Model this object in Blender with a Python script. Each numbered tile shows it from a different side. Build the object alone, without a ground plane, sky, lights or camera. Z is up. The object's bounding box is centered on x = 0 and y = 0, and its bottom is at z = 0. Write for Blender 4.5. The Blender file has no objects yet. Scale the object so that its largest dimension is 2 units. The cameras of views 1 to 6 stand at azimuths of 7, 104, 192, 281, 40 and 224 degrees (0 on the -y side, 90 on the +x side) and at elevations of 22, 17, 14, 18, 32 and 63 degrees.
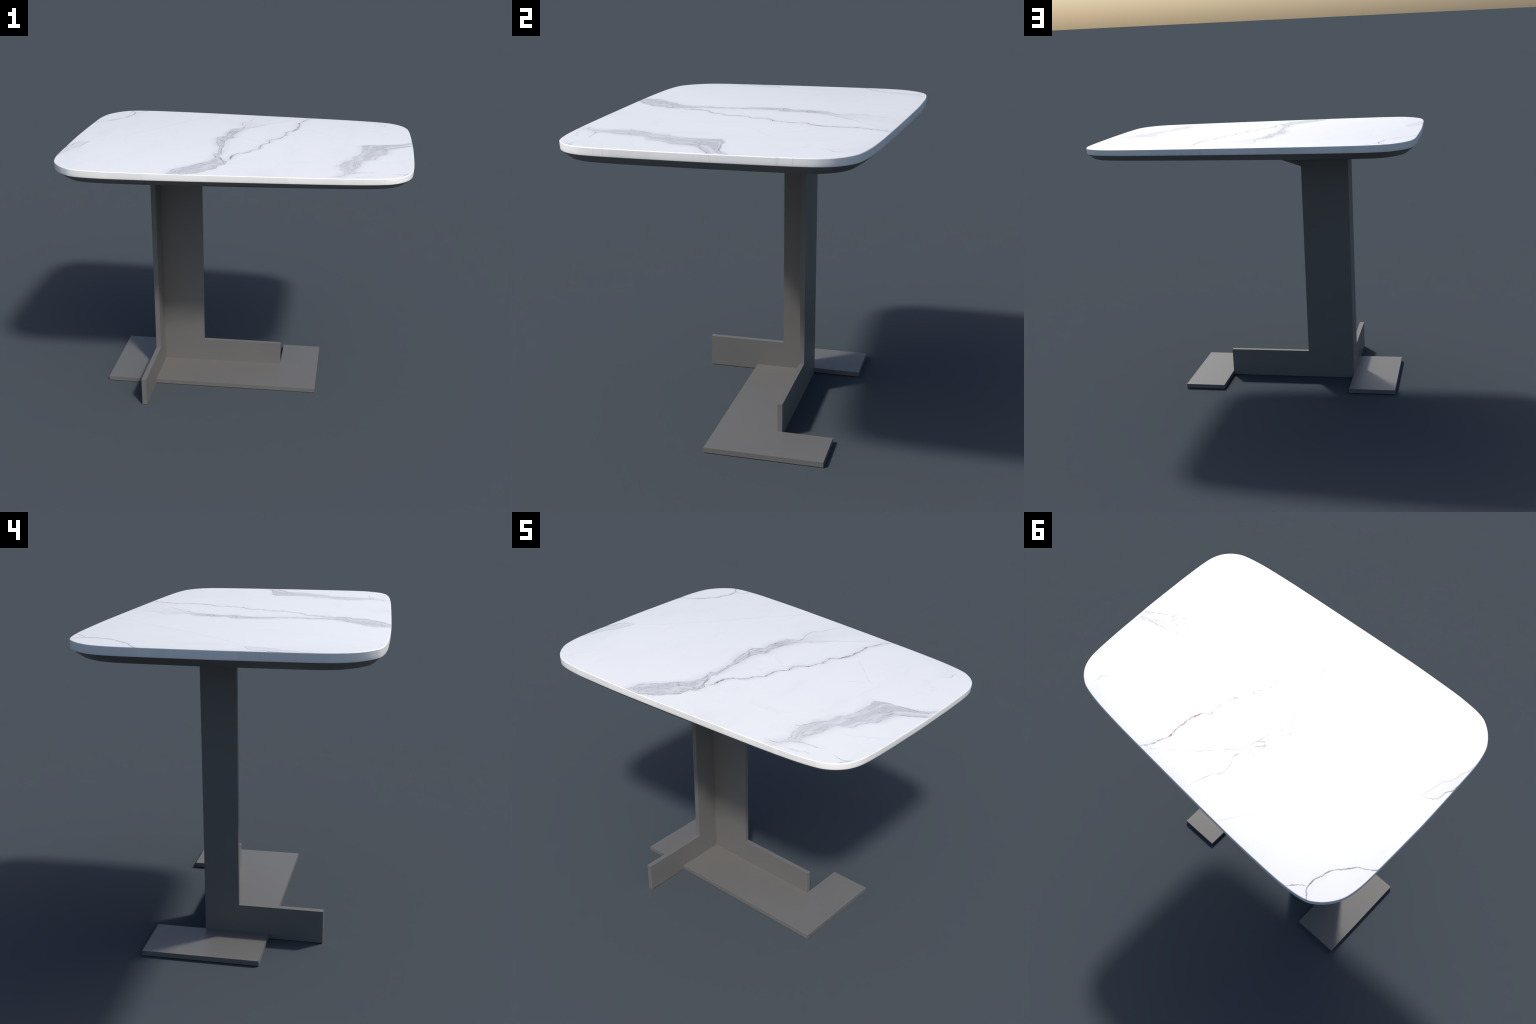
"""Pedestal dining table: rounded, slightly tapered marble top with an undercut
dark backing, carried by an off-centre upright of two L-shaped metal panels that
stand on a flat, notched foot plate."""
import bpy, bmesh, math
from mathutils import Vector

# ------------------------------------------------------------------ sizes (m)
TOP_Z, TOP_TILT = 1.5628, -0.0048        # the slab's upper face is a touch out of level
RIM_Z, RIM_TILT = 1.5244, -0.0010        # lower edge of the pale rim
UNDER_Z, UNDER_TILT = 1.4856, .0030      # underside of the dark backing
FOOT_T = 0.026                           # foot plate thickness
ARM_H = 0.174                            # height of the low arms of the two panels
X0, X1 = -0.563, -0.534                  # front panel (thickness along x)
Y0, Y1 = 0.143, 0.1675                   # side panel (thickness along y)
COL_Y, COL_X = -0.0085, -0.273           # free edges of the tall part
ARM_Y, ARM_X = -0.437, 0.2325            # ends of the low arms

# half outline of the top, from the middle of the narrow end to that of the wide end
HALF = [(1.0, 0), (.998, .155), (.9955, .28), (.989, .41), (.981, .47), (.9705, .503),
        (.957, .531), (.9385, .556), (.915, .579), (.889, .597), (.866, .609), (.823, .6215),
        (.73, .638), (.553, .6555), (.33, .6705), (.115, .6835), (-.13, .6975), (-.33, .7078),
        (-.42, .711), (-.515, .713), (-.64, .7145), (-.69, .7132), (-.793, .704), (-.848, .6895),
        (-.877, .6715), (-.9035, .650), (-.934, .6155), (-.956, .5815), (-.968, .5555),
        (-.9785, .516), (-.989, .446), (-.9945, .30), (-.998, .14), (-1.0, 0)]


# ------------------------------------------------------------------ node helper
class Nodes:
    """Small wrapper that writes shader arithmetic as plain expressions."""

    def __init__(self, name):
        self.mat = bpy.data.materials.new(name)
        self.mat.use_nodes = True
        self.t = self.mat.node_tree
        self.bsdf = self.t.nodes["Principled BSDF"]

    def put(self, sock, v):
        if isinstance(v, bpy.types.NodeSocket):
            self.t.links.new(v, sock)
        else:
            sock.default_value = v

    def new(self, kind, **props):
        n = self.t.nodes.new(kind)
        for k, v in props.items():
            setattr(n, k, v)
        return n

    def m(self, op, a, b=None, c=None, clamp=False):
        n = self.new("ShaderNodeMath", operation=op, use_clamp=clamp)
        for s, v in zip(n.inputs, (a, b, c)):
            if v is not None:
                self.put(s, v)
        return n.outputs[0]

    def add(self, a, b): return self.m("ADD", a, b)
    def sub(self, a, b): return self.m("SUBTRACT", a, b)
    def mul(self, a, b): return self.m("MULTIPLY", a, b)
    def max(self, a, b): return self.m("MAXIMUM", a, b)
    def min(self, a, b): return self.m("MINIMUM", a, b)
    def madd(self, a, b, c): return self.m("MULTIPLY_ADD", a, b, c)

    def ramp(self, v, lo, hi, to0=0.0, to1=1.0):
        n = self.new("ShaderNodeMapRange", interpolation_type="SMOOTHSTEP")
        n.clamp = True
        for i, x in enumerate((v, lo, hi, to0, to1)):
            self.put(n.inputs[i], x)
        return n.outputs[0]

    def noise(self, vec, scale, detail=3.0, rough=0.5, dims="3D", color=False):
        n = self.new("ShaderNodeTexNoise", noise_dimensions=dims)
        self.put(n.inputs["Vector"], vec)
        n.inputs["Scale"].default_value = scale
        n.inputs["Detail"].default_value = detail
        n.inputs["Roughness"].default_value = rough
        return n.outputs["Color" if color else "Fac"]

    def voronoi(self, vec, scale, feature="DISTANCE_TO_EDGE"):
        n = self.new("ShaderNodeTexVoronoi", feature=feature, voronoi_dimensions="2D")
        self.put(n.inputs["Vector"], vec)
        n.inputs["Scale"].default_value = scale
        return n.outputs["Distance"]

    def mapping(self, vec, scale=(1, 1, 1), loc=(0, 0, 0), rot=(0, 0, 0)):
        n = self.new("ShaderNodeMapping")
        self.put(n.inputs["Vector"], vec)
        n.inputs["Scale"].default_value = scale
        n.inputs["Location"].default_value = loc
        n.inputs["Rotation"].default_value = rot
        return n.outputs[0]

    def curve(self, v, pts, smooth=True):
        """Piecewise curve through pts (v, value); extends flat at both ends."""
        pts = sorted(pts)
        a, b = pts[0][0], pts[-1][0]
        vals = [p[1] for p in pts]
        lo, hi = min(vals), max(vals)
        if hi - lo < 1e-6:
            return lo
        fac = self.m("DIVIDE", self.sub(v, a), b - a, clamp=True)
        n = self.new("ShaderNodeFloatCurve")
        c = n.mapping.curves[0]
        q = [((x - a) / (b - a), (y - lo) / (hi - lo)) for x, y in pts]
        for i, (x, y) in enumerate(q):
            if i < 1:
                c.points[0].location = (x, y)
            elif i == len(q) - 1:
                c.points[-1].location = (x, y)
            else:
                c.points.new(x, y)
        for p in c.points:
            p.handle_type = "AUTO_CLAMPED" if smooth else "VECTOR"
        n.mapping.update()
        self.put(n.inputs["Value"], fac)
        return self.madd(n.outputs[0], hi - lo, lo)

    def mix(self, f, a, b):
        n = self.new("ShaderNodeMix", data_type="RGBA")
        self.put(n.inputs["Factor"], f)
        self.put(n.inputs[6], a)
        self.put(n.inputs[7], b)
        return n.outputs[2]


# ------------------------------------------------------------------ marble
# Each vein is a band between a left and a right course (along, across), laid in
# table coordinates; "along" is y for most veins and x for a few.
MAIN_L = [(-.735, -.345), (-.694, -.312), (-.622, -.294), (-.587, -.269), (-.541, -.219), (-.470, -.166),
          (-.406, -.120), (-.345, -.108), (-.284, -.127), (-.251, -.103), (-.185, -.109), (-.123, -.114),
          (-.067, -.137), (.033, -.154), (.069, -.162), (.105, -.142), (.135, -.110), (.190, -.118),
          (.240, -.108), (.309, -.096), (.364, -.034), (.426, -.054), (.470, -.059), (.520, -.025),
          (.565, -.008), (.673, .035), (.73, .055)]
MAIN_R = [(-.735, -.288), (-.698, -.232), (-.652, -.155), (-.597, -.103), (-.545, -.070), (-.508, -.070),
          (-.478, -.031), (-.444, -.034), (-.411, -.056), (-.367, -.072), (-.314, -.094), (-.282, -.080),
          (-.244, -.090), (-.175, -.097), (-.101, -.098), (-.054, -.104), (.005, -.105), (.051, -.092),
          (.104, -.067), (.165, -.075), (.249, -.053), (.319, -.026), (.371, .027), (.427, .077),
          (.469, .116), (.519, .186), (.582, .245), (.626, .305), (.70, .36)]
DARK = [(-.411, -.050), (-.368, -.019), (-.326, -.019), (-.269, -.002), (-.219, .058), (-.175, .076),
        (-.112, .118), (-.075, .116), (-.032, .128), (.022, .160), (.050, .156), (.121, .210),
        (.176, .230), (.213, .241), (.258, .236), (.297, .267), (.367, .297), (.412, .299),
        (.489, .305), (.509, .300), (.562, .316), (.653, .362), (.70, .40)]
GREY_L = [(.137, 1.0), (.083, .926), (.060, .829), (.047, .753), (.005, .704), (-.024, .711), (-.112, .707),
          (-.189, .691), (-.230, .660), (-.271, .660), (-.332, .622), (-.380, .599), (-.43, .594),
          (-.50, .603), (-.536, .620), (-.576, .617), (-.63, .59)]
GREY_R = [(.056, 1.0), (.028, .950), (-.017, .881), (-.064, .847), (-.149, .835), (-.182, .806), (-.220, .786),
          (-.262, .778), (-.291, .743), (-.309, .708), (-.355, .700), (-.411, .694), (-.447, .677),
          (-.498, .662), (-.534, .672), (-.576, .640), (-.63, .61)]
CORNER = [(.33, -1.0), (.352, -.985), (.405, -.907), (.456, -.862), (.495, -.829), (.537, -.814), (.582, -.799),
          (.634, -.798), (.675, -.822), (.70, -.845)]
CORNER_IN = [(.33, -1.01), (.346, -.992), (.385, -.935), (.425, -.878), (.456, -.858), (.495, -.829)]
SHARD_L = [(-.43, -.992), (-.361, -.986), (-.252, -.992), (-.211, -.969), (-.171, -.967), (-.141, -.945), (-.118, -.893)]
SHARD_R = [(-.43, -.988), (-.361, -.970), (-.282, -.947), (-.250, -.924), (-.187, -.908), (-.118, -.893)]
HAIR = [(-.122, -.893), (-.028, -.788), (.090, -.690), (.196, -.595), (.397, -.452), (.512, -.370),
        (.575, -.312), (.682, -.236), (.73, -.21)]
# thin threads: (along axis, course, darkness)
THREADS = [
    ("y", [(.628, -.806), (.662, -.762), (.690, -.733), (.72, -.712)], .85),
    ("x", [(.50, -.649), (.552, -.616), (.595, -.613), (.62, -.585), (.679, -.536), (.721, -.527), (.763, -.526), (.83, -.493)], .42),
    ("x", [(.64, -.632), (.688, -.611), (.730, -.604), (.751, -.587), (.80, -.600)], .26),
    ("x", [(.86, -.524), (.908, -.531), (.955, -.523), (.98, -.51)], .40),
    ("y", [(-.58, .914), (-.534, .942), (-.50, .972)], .55),
    ("x", [(.320, .395), (.434, .292), (.482, .253), (.554, .189), (.63, .175)], .16),
    ("x", [(.455, .105), (.529, .151), (.58, .190)], .12),
    ("y", [(.465, .785), (.495, .828), (.518, .846), (.531, .842), (.56, .852)], .45),
    # dark strands into which the grey end vein tapers at the rim
    ("x", [(.78, .048), (.86, .066), (.93, .083), (.98, .120), (1.02, .150)], .60),
    ("x", [(.84, -.060), (.885, -.015), (.95, .028), (.985, .050), (1.02, .064)], .60),
    # the knot where the veins part, and the cells of the middle stretch
    ("y", [(-.450, -.030), (-.425, -.034), (-.405, -.056), (-.385, -.070), (-.360, -.082), (-.330, -.100)], .85),
    ("y", [(-.400, -.118), (-.375, -.085), (-.350, -.075), (-.320, -.092)], .55),
    ("y", [(.195, -.104), (.215, -.106), (.235, -.095), (.250, -.080), (.268, -.056)], .85),
    ("x", [(-.110, .198), (-.095, .203), (-.078, .212), (-.062, .232), (-.050, .258)], .80),
    ("x", [(-.160, .052), (-.140, .040), (-.122, .022), (-.100, .004)], .70),
    ("x", [(-.165, .072), (-.120, .084), (-.070, .104)], .50),
    ("x", [(-.145, .108), (-.112, .128), (-.074, .166)], .45),
    ("y", [(-.437, .556), (-.405, .585), (-.375, .608)], .60),
]


def marble():
    n = Nodes("veined_marble")
    pos = n.new("ShaderNodeTexCoord").outputs["Object"]

    def wobble(vec, scale, amount, detail):
        """Jitter coordinates so that courses turn ragged."""
        off = n.new("ShaderNodeVectorMath", operation="MULTIPLY_ADD")
        n.put(off.inputs[0], n.noise(vec, scale, detail, .6, color=True))
        off.inputs[1].default_value = (amount, amount, 0)
        off.inputs[2].default_value = (-amount / 2, -amount / 2, 0)
        s = n.new("ShaderNodeVectorMath", operation="ADD")
        n.put(s.inputs[0], vec)
        n.put(s.inputs[1], off.outputs[0])
        return s.outputs[0]

    def split(vec):
        sep = n.new("ShaderNodeSeparateXYZ")
        n.put(sep.inputs[0], vec)
        return sep.outputs[0], sep.outputs[1]

    def join(a, b):
        c = n.new("ShaderNodeCombineXYZ")
        n.put(c.inputs[0], a)
        n.put(c.inputs[1], b)
        return c.outputs[0]

    flat = n.mapping(pos, scale=(1, 1, 0))
    rag = wobble(wobble(flat, 24.0, .020, 3.0), 75.0, .008, 3.0)
    x, y = split(rag)

    def patchy(scale, lo, hi, loc):
        return n.ramp(n.noise(n.mapping(flat, loc=loc), scale, 3.0, .6), lo, hi)
    xd, yd = split(wobble(wobble(flat, 20.0, .022, 3.0), 60.0, .024, 3.0))   # rougher, for the dark vein
    broken = patchy(19.0, .36, .66, (0, 0, 0))           # veins come and go
    broken2 = patchy(12.0, .34, .64, (3, 7, 0))
    broken3 = patchy(30.0, .38, .66, (9, 2, 0))

    def inside(s, lo, hi, soft_lo, soft_hi):
        return n.mul(n.ramp(n.sub(s, lo), -soft_lo, soft_lo), n.ramp(n.sub(hi, s), -soft_hi, soft_hi))

    def line(s, course, width):
        d = n.m("ABSOLUTE", n.sub(s, course))
        return n.ramp(d, 0.0, width, 1.0, 0.0)

    def span(v, a, b, soft=.03):
        return n.mul(n.ramp(v, a, a + soft), n.ramp(v, b - soft, b, 1.0, 0.0))

    ml, mr = n.curve(y, MAIN_L), n.curve(y, MAIN_R)
    dk = n.curve(y, DARK)
    dkr = n.curve(yd, DARK)
    gl, gr = n.curve(y, GREY_L), n.curve(y, GREY_R)
    co, ci = n.curve(y, CORNER), n.curve(y, CORNER_IN)
    sl, sr = n.curve(y, SHARD_L), n.curve(y, SHARD_R)
    hair = n.curve(y, HAIR)

    # ---- position across a body, so that streaks run along its course
    def across(lo, hi):
        return n.m("DIVIDE", n.sub(x, lo), n.max(n.sub(hi, lo), .02))

    def streaks(lo, hi, scale_w, scale_y, seed, thin):
        q = wobble(join(n.mul(across(lo, hi), scale_w), n.madd(y, scale_y, seed)), 2.2, .5, 2.0)
        v = n.noise(q, 1.0, 2.0, .55)
        ridge = n.ramp(n.m("ABSOLUTE", n.sub(v, .5)), 0.0, thin, 1.0, 0.0)
        return ridge, v

    # ---- grey bodies of the veins
    s1, v1 = streaks(gl, gr, 3.2, 5.5, 3.0, .020)
    s3, _ = streaks(gl, gr, 6.5, 10.0, 21.0, .022)
    s1 = n.max(s1, n.mul(s3, broken3))
    s2, v2 = streaks(ml, mr, 2.2, 9.0, 11.0, .022)
    main_fill = inside(x, ml, mr, .018, .010)
    main_fill = n.mul(main_fill, n.curve(y, [(-.74, .80), (-.40, .80), (-.30, .62), (0, .7), (.27, .68), (.34, .30), (.42, .12), (.6, .07), (.73, .05)]))
    main_fill = n.mul(main_fill, n.ramp(v2, .28, .62, .45, 1.12))
    grey_fill = n.mul(inside(x, gl, gr, .020, .026), n.curve(y, [(-.64, 0), (-.58, .3), (-.50, .52), (-.40, .62), (-.2, .72), (.02, .85), (.08, .85), (.14, .8)]))
    grey_fill = n.mul(grey_fill, n.ramp(v1, .30, .62, .30, 1.18))
    shard_fill = n.mul(inside(x, sl, sr, .006, .006), n.mul(span(y, -.44, -.11), .28))
    corner_fill = n.mul(inside(x, ci, co, .006, .006), n.mul(n.ramp(y, .40, .47, 1.0, 0.0), .45))
    fill = n.max(n.max(main_fill, grey_fill), n.max(shard_fill, corner_fill))

    # ---- soft haze around them
    def haze(s, lo, hi, reach):
        d = n.max(n.max(n.sub(lo, s), n.sub(s, hi)), 0.0)
        return n.ramp(d, 0.0, reach, 1.0, 0.0)
    fog = n.ramp(n.noise(n.mapping(flat, loc=(5, 1, 0)), 8.0, 4.0, .6), .32, .68, .35, 1.25)
    hz = n.mul(haze(x, ml, n.min(mr, n.add(ml, .12)), .055), n.ramp(y, .25, .55, .30, .08))
    hz = n.max(hz, n.mul(haze(x, gl, gr, .06), n.mul(span(y, -.72, .2, .12), .28)))
    hz = n.max(hz, n.mul(haze(x, dk, dk, .045), n.mul(span(y, -.44, .74, .05), .26)))
    hz = n.max(hz, n.mul(haze(x, co, co, .04), n.mul(span(y, .30, .75, .04), .15)))
    hz = n.mul(hz, fog)

    # ---- fine threads along the edges and inside the grey bodies
    cell = n.ramp(n.voronoi(n.mapping(wobble(flat, 11.0, .10, 4.0), scale=(1.0, .5, 1.0), rot=(0, 0, -.35)), 15.0), .0, .055, 1.0, 0.0)
    web = n.mul(n.max(n.mul(s2, .8), n.mul(cell, .75)), n.mul(n.ramp(main_fill, .1, .5), n.madd(broken, .72, .14)))
    web = n.max(web, n.mul(s1, n.mul(n.ramp(grey_fill, .1, .5), n.madd(broken2, .42, .12))))
    lines = n.mul(line(x, ml, .0046), n.mul(span(y, -.75, .66, .08), n.madd(broken, .72, .16)))
    lines = n.max(lines, n.mul(line(x, mr, .0046), n.mul(n.ramp(y, .30, .75, 1.0, .22), n.madd(broken2, .66, .22))))
    lines = n.max(lines, n.mul(line(x, gl, .0055), n.mul(span(y, -.62, .2, .08), n.madd(broken3, .50, .08))))
    lines = n.max(lines, n.mul(line(x, gr, .006), n.mul(span(y, -.58, .2, .08), n.madd(broken, .36, .06))))
    lines = n.max(lines, n.mul(line(x, co, .0062), n.mul(span(y, .28, .74), n.madd(broken2, .20, .82))))
    lines = n.max(lines, n.mul(line(x, sl, .0050), n.mul(span(y, -.30, -.10, .03), n.madd(broken, .40, .55))))
    lines = n.max(lines, n.mul(line(x, sr, .006), n.mul(span(y, -.46, -.10, .04), .36)))
    lines = n.max(lines, n.mul(line(x, hair, .007), n.mul(span(y, -.13, .76, .05), .12)))
    for axis, course, dark in THREADS:
        v, s = (y, x) if axis == "y" else (x, y)
        c = n.curve(v, course)
        ends = span(v, course[0][0], course[-1][0], (course[-1][0] - course[0][0]) * .3)
        lines = n.max(lines, n.mul(line(s, c, .0055), n.mul(ends, n.madd(broken3, dark * .7, dark * .75))))
    # the brownish dark vein, which swells, thins and frays
    dw = n.madd(n.mul(broken2, broken3), .0075, .0034)
    core = n.mul(n.ramp(n.m("ABSOLUTE", n.sub(xd, dkr)), 0.0004, dw, 1.0, 0.0), n.mul(span(y, -.43, .76, .06), n.madd(broken3, .56, .52)))
    fx, _ = split(wobble(flat, 34.0, .05, 3.0))
    fray = n.mul(line(fx, n.curve(y, DARK), .006), n.mul(span(y, -.40, .64, .08), n.mul(broken, .50)))
    tint = n.curve(y, [(-.45, 0), (-.30, .15), (-.1, .7), (.1, .8), (.3, 1), (.52, 1), (.6, .2), (.7, 0)])

    # faint clouds and ghost veins over the rest of the slab
    cloud = n.mul(n.ramp(n.noise(n.mapping(flat, rot=(0, 0, .8), scale=(1.6, .7, 1)), 2.6, 6.0, .65), .46, .76), .20)
    ghost = n.mul(n.ramp(n.voronoi(n.mapping(wobble(flat, 4.0, .30, 5.0), rot=(0, 0, .7), scale=(1, .6, 1)), 2.6), .0, .028, 1.0, 0.0),
                  n.mul(n.ramp(n.noise(n.mapping(flat, loc=(2, 4, 0)), 3.1, 2.0), .44, .64), .17))

    c = n.mix(n.max(cloud, ghost), TOP_WHITE, (.62, .625, .645, 1))
    c = n.mix(hz, c, (.52, .525, .555, 1))
    c = n.mix(fill, c, (.56, .562, .592, 1))
    c = n.mix(n.max(lines, web), c, (.19, .18, .19, 1))
    c = n.mix(n.max(core, fray), c, n.mix(tint, (.17, .165, .175, 1), (.20, .082, .082, 1)))
    n.put(n.bsdf.inputs["Base Color"], c)
    n.bsdf.inputs["Roughness"].default_value = .40
    n.bsdf.inputs["Metallic"].default_value = .11        # polished, mirror-like sheen
    return n.mat


def marble_edge():
    """The slab seen end-on: plain pale stone with a few upright streaks."""
    n = Nodes("marble_edge")
    pos = n.new("ShaderNodeTexCoord").outputs["Object"]
    up = n.mapping(pos, scale=(1, 1, .06))
    where = n.ramp(n.noise(n.mapping(up, loc=(1.3, 0, 0)), 4.0, 1.0), .56, .62)
    streak = n.ramp(n.m("ABSOLUTE", n.sub(n.noise(up, 15.0, 2.0, .5), .5)), .0, .015, 1.0, 0.0)
    streak = n.mul(streak, where)
    patch = n.ramp(n.noise(up, 4.5, 1.0), .50, .53, 0.0, .09)
    c = n.mix(n.max(n.mul(streak, .22), patch), (.875, .875, .875, 1), (.36, .36, .37, 1))
    n.put(n.bsdf.inputs["Base Color"], c)
    n.bsdf.inputs["Roughness"].default_value = .40
    return n.mat


TOP_WHITE = (.825, .834, .850, 1)


def metal(name, colour, rough, metallic):
    n = Nodes(name)
    pos = n.new("ShaderNodeTexCoord").outputs["Object"]
    grain = n.ramp(n.noise(pos, 6.0, 4.0, .6), .3, .7, .98, 1.02)
    dark = tuple(v * .98 for v in colour) + (1,)
    lite = tuple(v * 1.02 for v in colour) + (1,)
    n.put(n.bsdf.inputs["Base Color"], n.mix(n.ramp(n.noise(pos, 5.0, 4.0, .6), .3, .7), dark, lite))
    n.put(n.bsdf.inputs["Roughness"], n.mul(grain, rough))
    n.bsdf.inputs["Metallic"].default_value = metallic
    return n.mat


# ------------------------------------------------------------------ geometry
def outline(steps=6):
    """Closed Catmull-Rom curve through the mirrored half outline, with unit normals."""
    ctrl = [Vector(p) for p in HALF] + [Vector((x, -y)) for x, y in reversed(HALF[1:-1])]
    k, pts = len(ctrl), []
    for i in range(k):
        p0, p1, p2, p3 = (ctrl[(i + j) % k] for j in (-1, 0, 1, 2))
        # centripetal knots keep unevenly spaced points from overshooting
        t = [0.0]
        for a, b in ((p0, p1), (p1, p2), (p2, p3)):
            t.append(t[-1] + (b - a).length ** .5)
        for s in range(steps):
            u = t[1] + (t[2] - t[1]) * s / steps
            a1 = p0.lerp(p1, (u - t[0]) / (t[1] - t[0]))
            a2 = p1.lerp(p2, (u - t[1]) / (t[2] - t[1]))
            a3 = p2.lerp(p3, (u - t[2]) / (t[3] - t[2]))
            b1 = a1.lerp(a2, (u - t[0]) / (t[2] - t[0]))
            b2 = a2.lerp(a3, (u - t[1]) / (t[3] - t[1]))
            pts.append(b1.lerp(b2, (u - t[1]) / (t[2] - t[1])))
    nrm = []
    for i in range(len(pts)):
        d = (pts[(i + 1) % len(pts)] - pts[i - 1]).normalized()
        nrm.append(Vector((d.y, -d.x)))
    return pts, nrm


def finish(bm, name, mat, parent, angle=35):
    bmesh.ops.recalc_face_normals(bm, faces=bm.faces)
    me = bpy.data.meshes.new(name)
    bm.to_mesh(me)
    bm.free()
    me.materials.append(mat)
    me.polygons.foreach_set("use_smooth", [True] * len(me.polygons))
    me.set_sharp_from_angle(angle=math.radians(angle))
    ob = bpy.data.objects.new(name, me)
    bpy.context.collection.objects.link(ob)
    ob.parent = parent
    return ob


def loft(name, rings, mat, parent, angle, widen=lambda x, c: 1.0):
    """rings: list of (inset, height function of x); widen scales the insets along x and at corners."""
    pts, nrm = outline()
    bm = bmesh.new()
    loops = []
    for inset, z in rings:
        loop = []
        for p, q in zip(pts, nrm):
            w = p - q * (inset * widen(p.x, 2 * abs(q.x * q.y)))
            w.y -= .0018 * w.x + .0004          # the top sits a hair askew on its base
            loop.append(bm.verts.new((w.x, w.y, z(w.x))))
        loops.append(loop)
    k = len(pts)
    for a, b in zip(loops, loops[1:]):
        for i in range(k):
            bm.faces.new((a[i], a[(i + 1) % k], b[(i + 1) % k], b[i]))
    bm.faces.new(loops[0])
    bm.faces.new(loops[-1])
    return finish(bm, name, mat, parent, angle)


def panel(name, profile, plane, lo, hi, mat, parent, seam=None, chamfer=.0012):
    """Flat polygon in the given plane ('x', 'y' or 'z'), extruded from lo to hi."""
    def at(a, b, c):
        return {"x": (c, a, b), "y": (a, c, b), "z": (a, b, c)}[plane]
    bm = bmesh.new()
    low = [bm.verts.new(at(a, b, lo)) for a, b in profile]
    high = [bm.verts.new(at(a, b, hi)) for a, b in profile]
    k = len(profile)
    bm.faces.new(low)
    bm.faces.new(high)
    for i in range(k):
        bm.faces.new((low[i], low[(i + 1) % k], high[(i + 1) % k], high[i]))
    edges = [e for e in bm.edges if not (seam and all(seam(v.co) for v in e.verts))]
    edges = [e for e in edges if e.calc_face_angle(0) > .5]
    bmesh.ops.bevel(bm, geom=edges, offset=chamfer, segments=1, affect="EDGES", profile=.5)
    return finish(bm, name, mat, parent, 25)


# ------------------------------------------------------------------ build
stone = marble()
steel = metal("warm_grey_metal", (.139, .136, .133), .45, 0.0)
backing_mat = metal("dark_backing", (.139, .136, .133), .45, 0.0)

table = bpy.data.objects.new("pedestal_table", None)
bpy.context.collection.objects.link(table)
table["label"] = "pedestal table with veined white marble top and grey metal base"
table["category"] = "dining table"


def top(x): return TOP_Z + TOP_TILT * x
def rim(x): return RIM_Z + RIM_TILT * x
def under_z(x): return UNDER_Z + UNDER_TILT * x


R = .0038
rings = []
for i in range(6):
    a = math.radians(90 - 18 * i)
    rings.append((R - R * math.cos(a), lambda x, s=math.sin(a): top(x) - R + R * s))
rings += [(0.0, lambda x: top(x) - R - .0008), (.0008, lambda x: top(x) * .4 + rim(x) * .6), (.0016, lambda x: rim(x) + .0030), (.0020, lambda x: rim(x) + .0016),
          (.0034, rim)]
tabletop = loft("tabletop", rings, stone, table, 50)
tabletop.data.materials.append(marble_edge())
for f in tabletop.data.polygons:
    if len(f.vertices) == 4 and f.center.z < top(f.center.x) - R * .12:
        f.material_index = 1

def between(f):
    """Height a share f of the way from the rim's lower edge down to the underside."""
    return lambda x: rim(x) * (1 - f) + under_z(x) * f


backing = [(.0062, lambda x: rim(x) + .006), (.0046, lambda x: rim(x) - .0004), (.0190, between(.41)),
           (.0390, between(.88)), (.0455, between(.955)), (.0520, between(.99)), (.0580, under_z),
           (.1800, lambda x: under_z(x) + .0013)]     # the underside is hollowed by a millimetre
loft("tabletop_backing", backing, backing_mat, table, 50, 
     widen=lambda x, c: (1.08 - .10 * x) * (1 + (.14 - .05 * x) * c))

panel("base_plate", [(-.844, -.1615), (X0 + .001, -.1615), (X0 + .001, .4222), (-.844, .4222)],
      "z", .0004, FOOT_T, steel, table)
panel("base_plate", [(X1 - .001, -.1615), (.4777, -.1615), (.4777, .4222), (ARM_X - .0005, .4222),
                     (ARM_X - .0005, Y0 + .001), (X1 - .001, Y0 + .001)],
      "z", .0004, FOOT_T, steel, table)
HEAD = UNDER_Z + .012
panel("mounting_plate", [(-.74, -.045), (-.15, -.045), (-.15, .188), (-.74, .188)], "z", UNDER_Z - .0095, UNDER_Z + .006, backing_mat, table)
panel("leg_panel", [(ARM_Y, 0), (Y0, 0), (Y0, HEAD), (COL_Y, HEAD), (COL_Y, ARM_H), (ARM_Y, ARM_H)],
      "x", X0, X1, steel, table, seam=lambda c: abs(c.y - Y0) < 1e-4)
panel("leg_panel", [(X0, 0), (ARM_X, 0), (ARM_X, ARM_H), (COL_X, ARM_H), (COL_X, HEAD), (X0, HEAD)],
      "y", Y0, Y1, steel, table, seam=lambda c: abs(c.x - X0) < 1e-4 and abs(c.y - Y0) < 1e-4)
# tapered bracket that carries the long overhang
panel("support_bracket", [(COL_X - .01, 1.3701), (COL_X, 1.3735), (.028, 1.4750), (.56, 1.4775), (.56, UNDER_Z + .008), (COL_X - .01, UNDER_Z + .008)],
      "y", Y0 + .0006, Y1 - .0006, steel, table)
